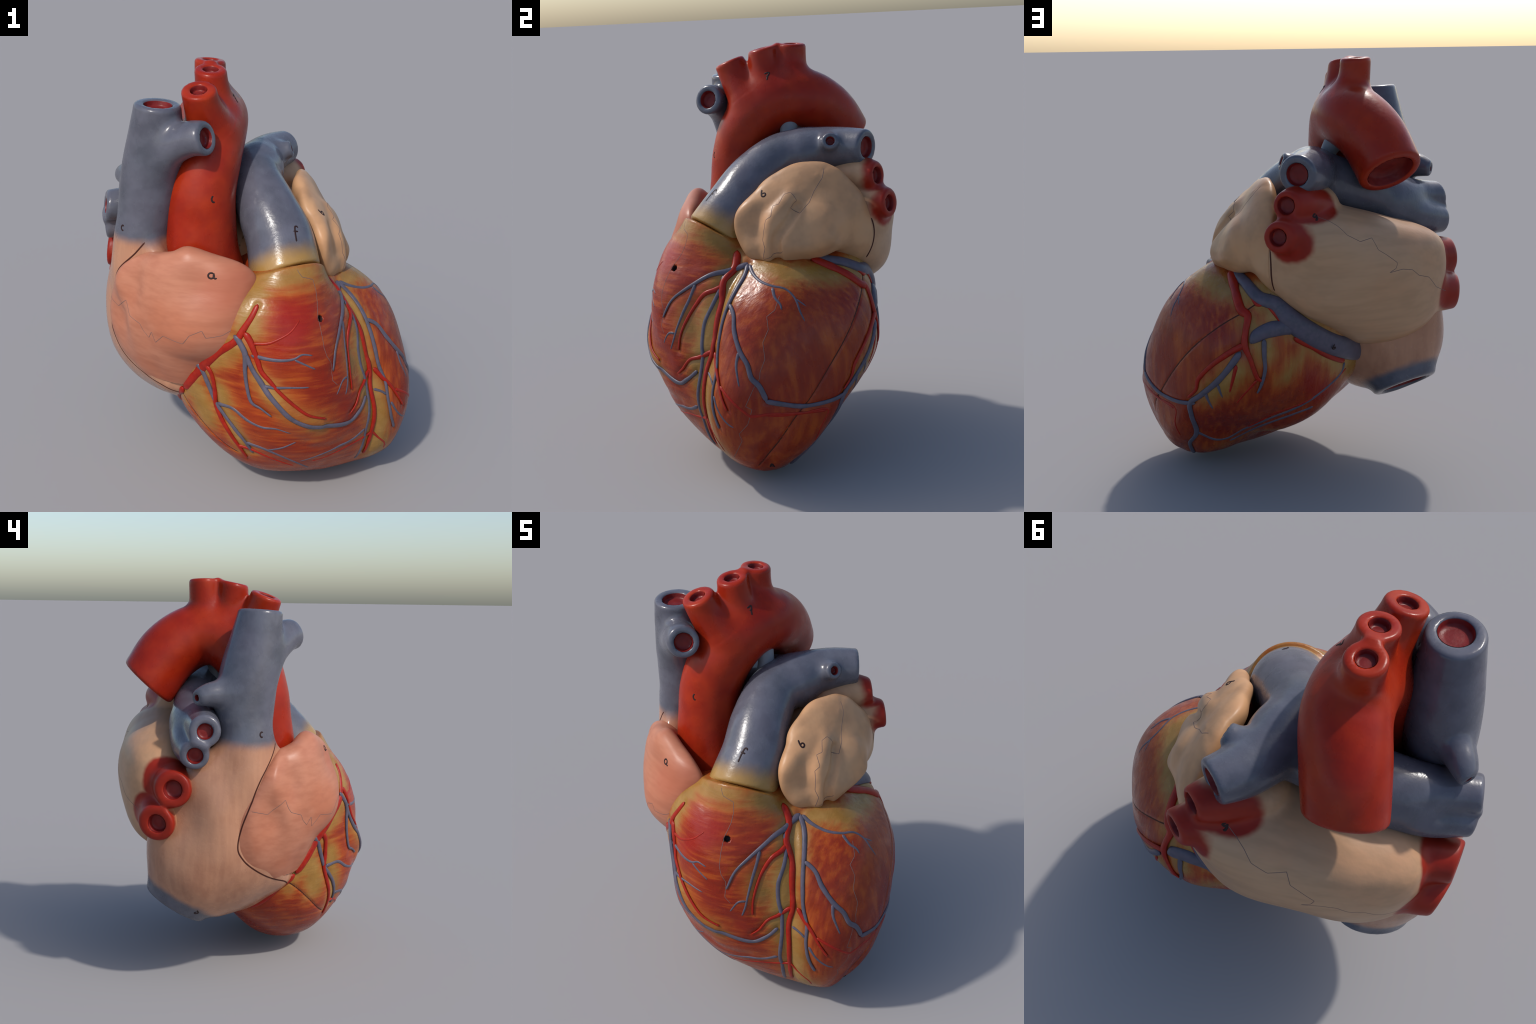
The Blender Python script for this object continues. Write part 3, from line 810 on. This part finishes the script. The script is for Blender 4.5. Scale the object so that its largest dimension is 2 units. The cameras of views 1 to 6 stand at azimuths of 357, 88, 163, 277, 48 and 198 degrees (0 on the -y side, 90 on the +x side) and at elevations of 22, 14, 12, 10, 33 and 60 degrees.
FURROW = [(.40, -.19, .98), (.47, -.26, .84), (.52, -.31, .70)]
CONUS_END = PA_BASE - .010 * unit(PA_DIR)
f_conus = tube([(.22, -.24, .84), (.16, -.28, .97), CONUS_END], (.10, .15, .178), end=PA_DIR, edge=.012)
f_bare = joined(.05, body("ventricles"), f_conus)
f_ventricles_smooth = dimple(f_bare, [
    (FURROW, .030, .016),
    ([(.43, -.42, .84), (.47, -.42, .70)], .010, .05),
    ([(.02, -.62, .66), (.12, -.62, .58), (.26, -.57, .50)], -.014, .03),
    ([(-.02, -.58, .56), (.08, -.60, .48), (.2, -.56, .4)], .008, .03),
])
HOLE = pull(f_bare, np.array([(.257, -.488, .978)]), 8, .03)
HOLE_OUT = unit(gradient(f_bare, HOLE)[0])
HOLE = HOLE[0]
f_ventricles_smooth = (lambda g: lambda p: smooth_max(g(p), -chain(p, np.array([HOLE - .04 * HOLE_OUT, HOLE + .03 * HOLE_OUT]), np.array([.015, .015])), .004))(f_ventricles_smooth)
GROOVES = [(path, .006, 1.7 * max(r0, .008)) for _, r0, r1, path in CORONARY.values() if max(r0, r1) >= .0095 and len(path) > 3]
SWELLS = [(CORONARY["marginal_sweep"][3][:7], -.010, .05), (CORONARY["left_anterior"][3], .012, .055), (CORONARY["acute_vein"][3], .006, .05),
          ([(.12, -.60, .70), (.24, -.58, .62), (.34, -.53, .56)], .008, .05), ([(.06, -.58, .44), (.22, -.54, .36), (.38, -.48, .34)], .006, .03)]
f_ventricles_smooth = dimple(f_ventricles_smooth, SWELLS)
f_ventricles = dimple(f_ventricles_smooth, GROOVES + [(path, .006, .007) for kind, _, _, path in SEAMS.values() if kind == "S"])

# ------------------------------------------------------------------ build
heart = bpy.data.objects.new("heart_model", None)
bpy.context.collection.objects.link(heart)
heart["label"] = "painted anatomical model of a human heart with cut great vessels"
heart["category"] = "anatomical model"

paint = dict(aorta=aorta_paint(), trunk=artery_trunk_paint(), right=right_atrium_paint(), left=left_atrium_paint(),
             right_auricle=right_auricle_paint(), left_auricle=left_auricle_paint(), lumen=lumen_paint(), muscle=muscle_paint(),
             artery=vessel_paint("coronary_artery_paint", srgb(146, 24, 14), srgb(124, 24, 15), srgb(160, 46, 20)),
             vein=vessel_paint("coronary_vein_paint", srgb(84, 79, 93), srgb(69, 70, 80), srgb(98, 90, 102)),
             seam=plain_paint("seam_shadow_paint", srgb(66, 30, 20)), ink=plain_paint("pen_ink", srgb(44, 26, 26)), scan_fault=plain_paint("scan_fault_grey", srgb(112, 92, 88)))

parts = {}
parts["aorta"], = solid(f_aorta, (-.60, -.38, .85), (.05, .66, 2.04), .0105, [("aorta", None)], heart, paint["aorta"])
parts["pulmonary_artery"], = solid(f_pulmonary_artery, (-.83, -.48, .93), (.36, .62, 1.64), .0095, [("pulmonary_artery", None)], heart, paint["trunk"])
sup, inf, ra = solid(f_right_atrium, (-.84, -.46, .22), (.08, .50, 1.90), .0105,
    [("superior_vena_cava", lambda c: (c[:, 2] > 1.215)), ("inferior_vena_cava", lambda c: (c - IVC_END) @ unit(IVC_DIR) > -.065), ("right_atrium", None)], heart, paint["right"])
parts["superior_vena_cava"], parts["inferior_vena_cava"], parts["right_atrium"] = sup, inf, ra


def vein_region(k):
    (a, b), w = VEIN_PATCHES[k]
    return lambda c: chain(c, np.array([a, b]), np.array([w, w])) < 0


made = solid(f_left_atrium, (-.84, -.20, .56), (.40, .70, 1.50), .0105, [("pulmonary_vein", vein_region(k)) for k in range(4)] + [("left_atrium", None)], heart, paint["left"])
parts["left_atrium"] = made[-1]
veins = made[:4]
parts["right_auricle"], = solid(f_right_auricle, (-.80, -.62, .55), (.08, .06, 1.34), .0095, [("right_auricle", None)], heart, paint["right_auricle"])
parts["left_auricle"], = solid(f_left_auricle, (-.16, -.26, .56), (.54, .60, 1.52), .008, [("left_auricle", None)], heart, paint["left_auricle"], .004)
lv, rv = solid(f_ventricles, (-.56, -.70, -.05), (.84, .60, 1.24), .0085,
    [("left_ventricle", lambda c: (c - SEPTUM_POINT) @ SEPTUM_NORMAL > 0), ("right_ventricle", None)], heart, paint["muscle"], .004)
parts["left_ventricle"], parts["right_ventricle"] = lv, rv

for owner, ends in LUMENS.items():
    for k, (c, n, r, depth) in enumerate(ends):
        V, F = cup(c, n, r, depth)
        holder = veins[k] if owner == "left_atrium" else parts[owner]
        add("lumen", new_mesh("lumen", V, F, paint["lumen"]), holder)

on_heart = joined(.02, f_ventricles_smooth, f_left_body)
for name, (kind, r0, r1, path) in CORONARY.items():
    f = on_heart if name == "coronary_sinus" else f_ventricles_smooth
    if name == "right_coronary":
        V, F = sweep(path, 1.2 * np.linspace(r0, r1, len(path)), f, height=.5, sink=.3, wobble=.12)
    elif name == "coronary_sinus":
        V, F = sweep(path, (.022, .026, .030, .036, .050, .052, .052, .056, .05), f, height=.55, sink=.1, sides=16)
    else:
        V, F = sweep(path, 1.2 * np.linspace(r0, r1, len(path)), f, wobble=.12)
    title = "coronary_artery" if kind == "A" else "coronary_vein"
    add(title, new_mesh(title, V, F, paint["artery" if kind == "A" else "vein"]), heart)
for name, (kind, r0, r1, path) in SEAMS.items():
    f = {"S": f_ventricles, "RA": joined(.004, f_right_body, f_right_auricle), "LA": f_left_body}[kind]
    V, F = sweep(path, [r0 * .6] * len(path), f, height=.3, sink=-.05)
    add("seam", new_mesh("seam", V, F, paint["seam"]), heart)

skins = dict(right_auricle=f_right_auricle, left_auricle=f_left_auricle, left_atrium=f_left_atrium, ventricles=f_ventricles)
for name, (owner, path) in SCAN_FAULTS.items():
    V, F = sweep(path, [.0013] * len(path), skins[owner], height=.35, sink=0., sides=6, step=.006, sharp=True)
    add("scan_fault", new_mesh("scan_fault", V, F, paint["scan_fault"]), parts.get(owner, rv if name == "right_front" else lv))

V, F = cup(HOLE, HOLE_OUT, .0150, .03)
add("hole_dark_lining", new_mesh("hole_dark_lining", V, F, paint["ink"]), rv)  # added black cup that darkens the carved hole and covers its ragged edge
V, F = surface_net(tube([(-.13, .11, 1.49), (-.14, .12, 1.55), (-.17, .13, 1.60)], (.045, .04, .05)), (-.34, 0, 1.38), (-.06, .30, 1.72), .01)
add("arterial_ligament", new_mesh("arterial_ligament", V, F, plain_paint("ligament_pale_paint", srgb(128, 128, 134), .45)), heart)

# ------------------------------------------------------------------ pen letters
turn = lambda a0, a1, cx=0., cy=0., rx=1., ry=1., n=12: [(cx + rx * math.cos(math.radians(a0 + (a1 - a0) * i / n)), cy + ry * math.sin(math.radians(a0 + (a1 - a0) * i / n))) for i in range(n + 1)]
GLYPHS = dict(
    a=[turn(40, 400, -.1, 0, .6, .55), [(.45, .6), (.4, -.2), (.6, -.55), (1.1, -.5)]],
    b=[[(-.4, 1.5), (-.5, .4), (-.4, -.4), (0, -.6), (.45, -.2), (.35, .3), (-.1, .4), (-.4, .1)]],
    c=[turn(50, 310, 0, 0, .6, .7)],
    e=[turn(-60, -260, .1, 0, .6, .8), [(0, 1.5), (.05, 1.55)]],
    f=[[(.5, 1.1), (.2, 1.35), (-.1, 1.1), (-.05, 0), (.15, -1.4)], [(-.4, .35), (.5, .45)]],
    seven=[[(-.6, .8), (.6, .9), (.1, 0), (-.2, -1)], [(-.3, .1), (.5, .15)]],
    A=[[(-.6, -.8), (0, .9), (.6, -.8)], [(-.4, -.2), (.4, -.2)]],
    d=[turn(60, 400, -.2, -.1, .5, .45), [(.3, 1.2), (.25, .1), (.4, -.6)]],
    six=[[(.3, 1.2), (-.3, .5), (-.5, -.2), (-.1, -.7), (.35, -.4), (.2, .1), (-.4, 0)]],
    g=[turn(40, 400, 0, .3, .45, .45), [(.4, .5), (.35, -.5), (.0, -1.1), (-.4, -.9)]],
)


def write(glyph, at, right, size, f, owner, radius=.0042):
    at = pull(f, np.array([at], float), 8, .05)
    n = unit(gradient(f, at)[0])
    r = np.array(right, float)
    r = unit(r - n * (r @ n))
    u = np.cross(n, r)
    V, F = [], []
    for line in GLYPHS[glyph]:
        v, q = sweep([at[0] + size * (x * r + y * u) for x, y in line], [radius] * len(line), f, height=.35, sink=0., sides=8, step=.004)
        F += [tuple(i + len(V) for i in face) for face in q]
        V += list(v)
    add("letter", new_mesh("letter", V, F, paint["ink"]), parts[owner])


write("a", (-.235, -.452, 1.155), (1, 0, 0), .022, f_right_auricle, "right_auricle")
write("f", (.133, -.275, 1.286), (.9, .1, -.1), .028, f_pulmonary_artery, "pulmonary_artery")
write("b", (.291, -.039, 1.318), (.1, 1, 0), .020, f_left_auricle, "left_auricle")
write("seven", (-.143, .028, 1.83), (.1, 1, .15), .022, f_aorta, "aorta")
write("c", (-.633, -.17, 1.268), (.2, -1, 0), .017, f_right_atrium, "superior_vena_cava")
write("A", (.646, -.071, .102), (.1, 1, 0), .018, f_ventricles_smooth, "left_ventricle")
write("six", (-.037, .48, .678), (-1, .2, 0), .016, joined(.01, on_heart, tube(CORONARY["coronary_sinus"][3], np.linspace(.015, .035, len(CORONARY["coronary_sinus"][3])))), "left_ventricle", .0035)
write("d", (-.609, .132, .398), (0, -1, .1), .018, f_right_atrium, "inferior_vena_cava")
write("g", (.079, .505, 1.309), (-1, .2, .3), .018, f_left_atrium, "left_atrium", .006)
write("e", (-.23, -.264, 1.443), (1, .1, 0), .018, f_aorta, "aorta")
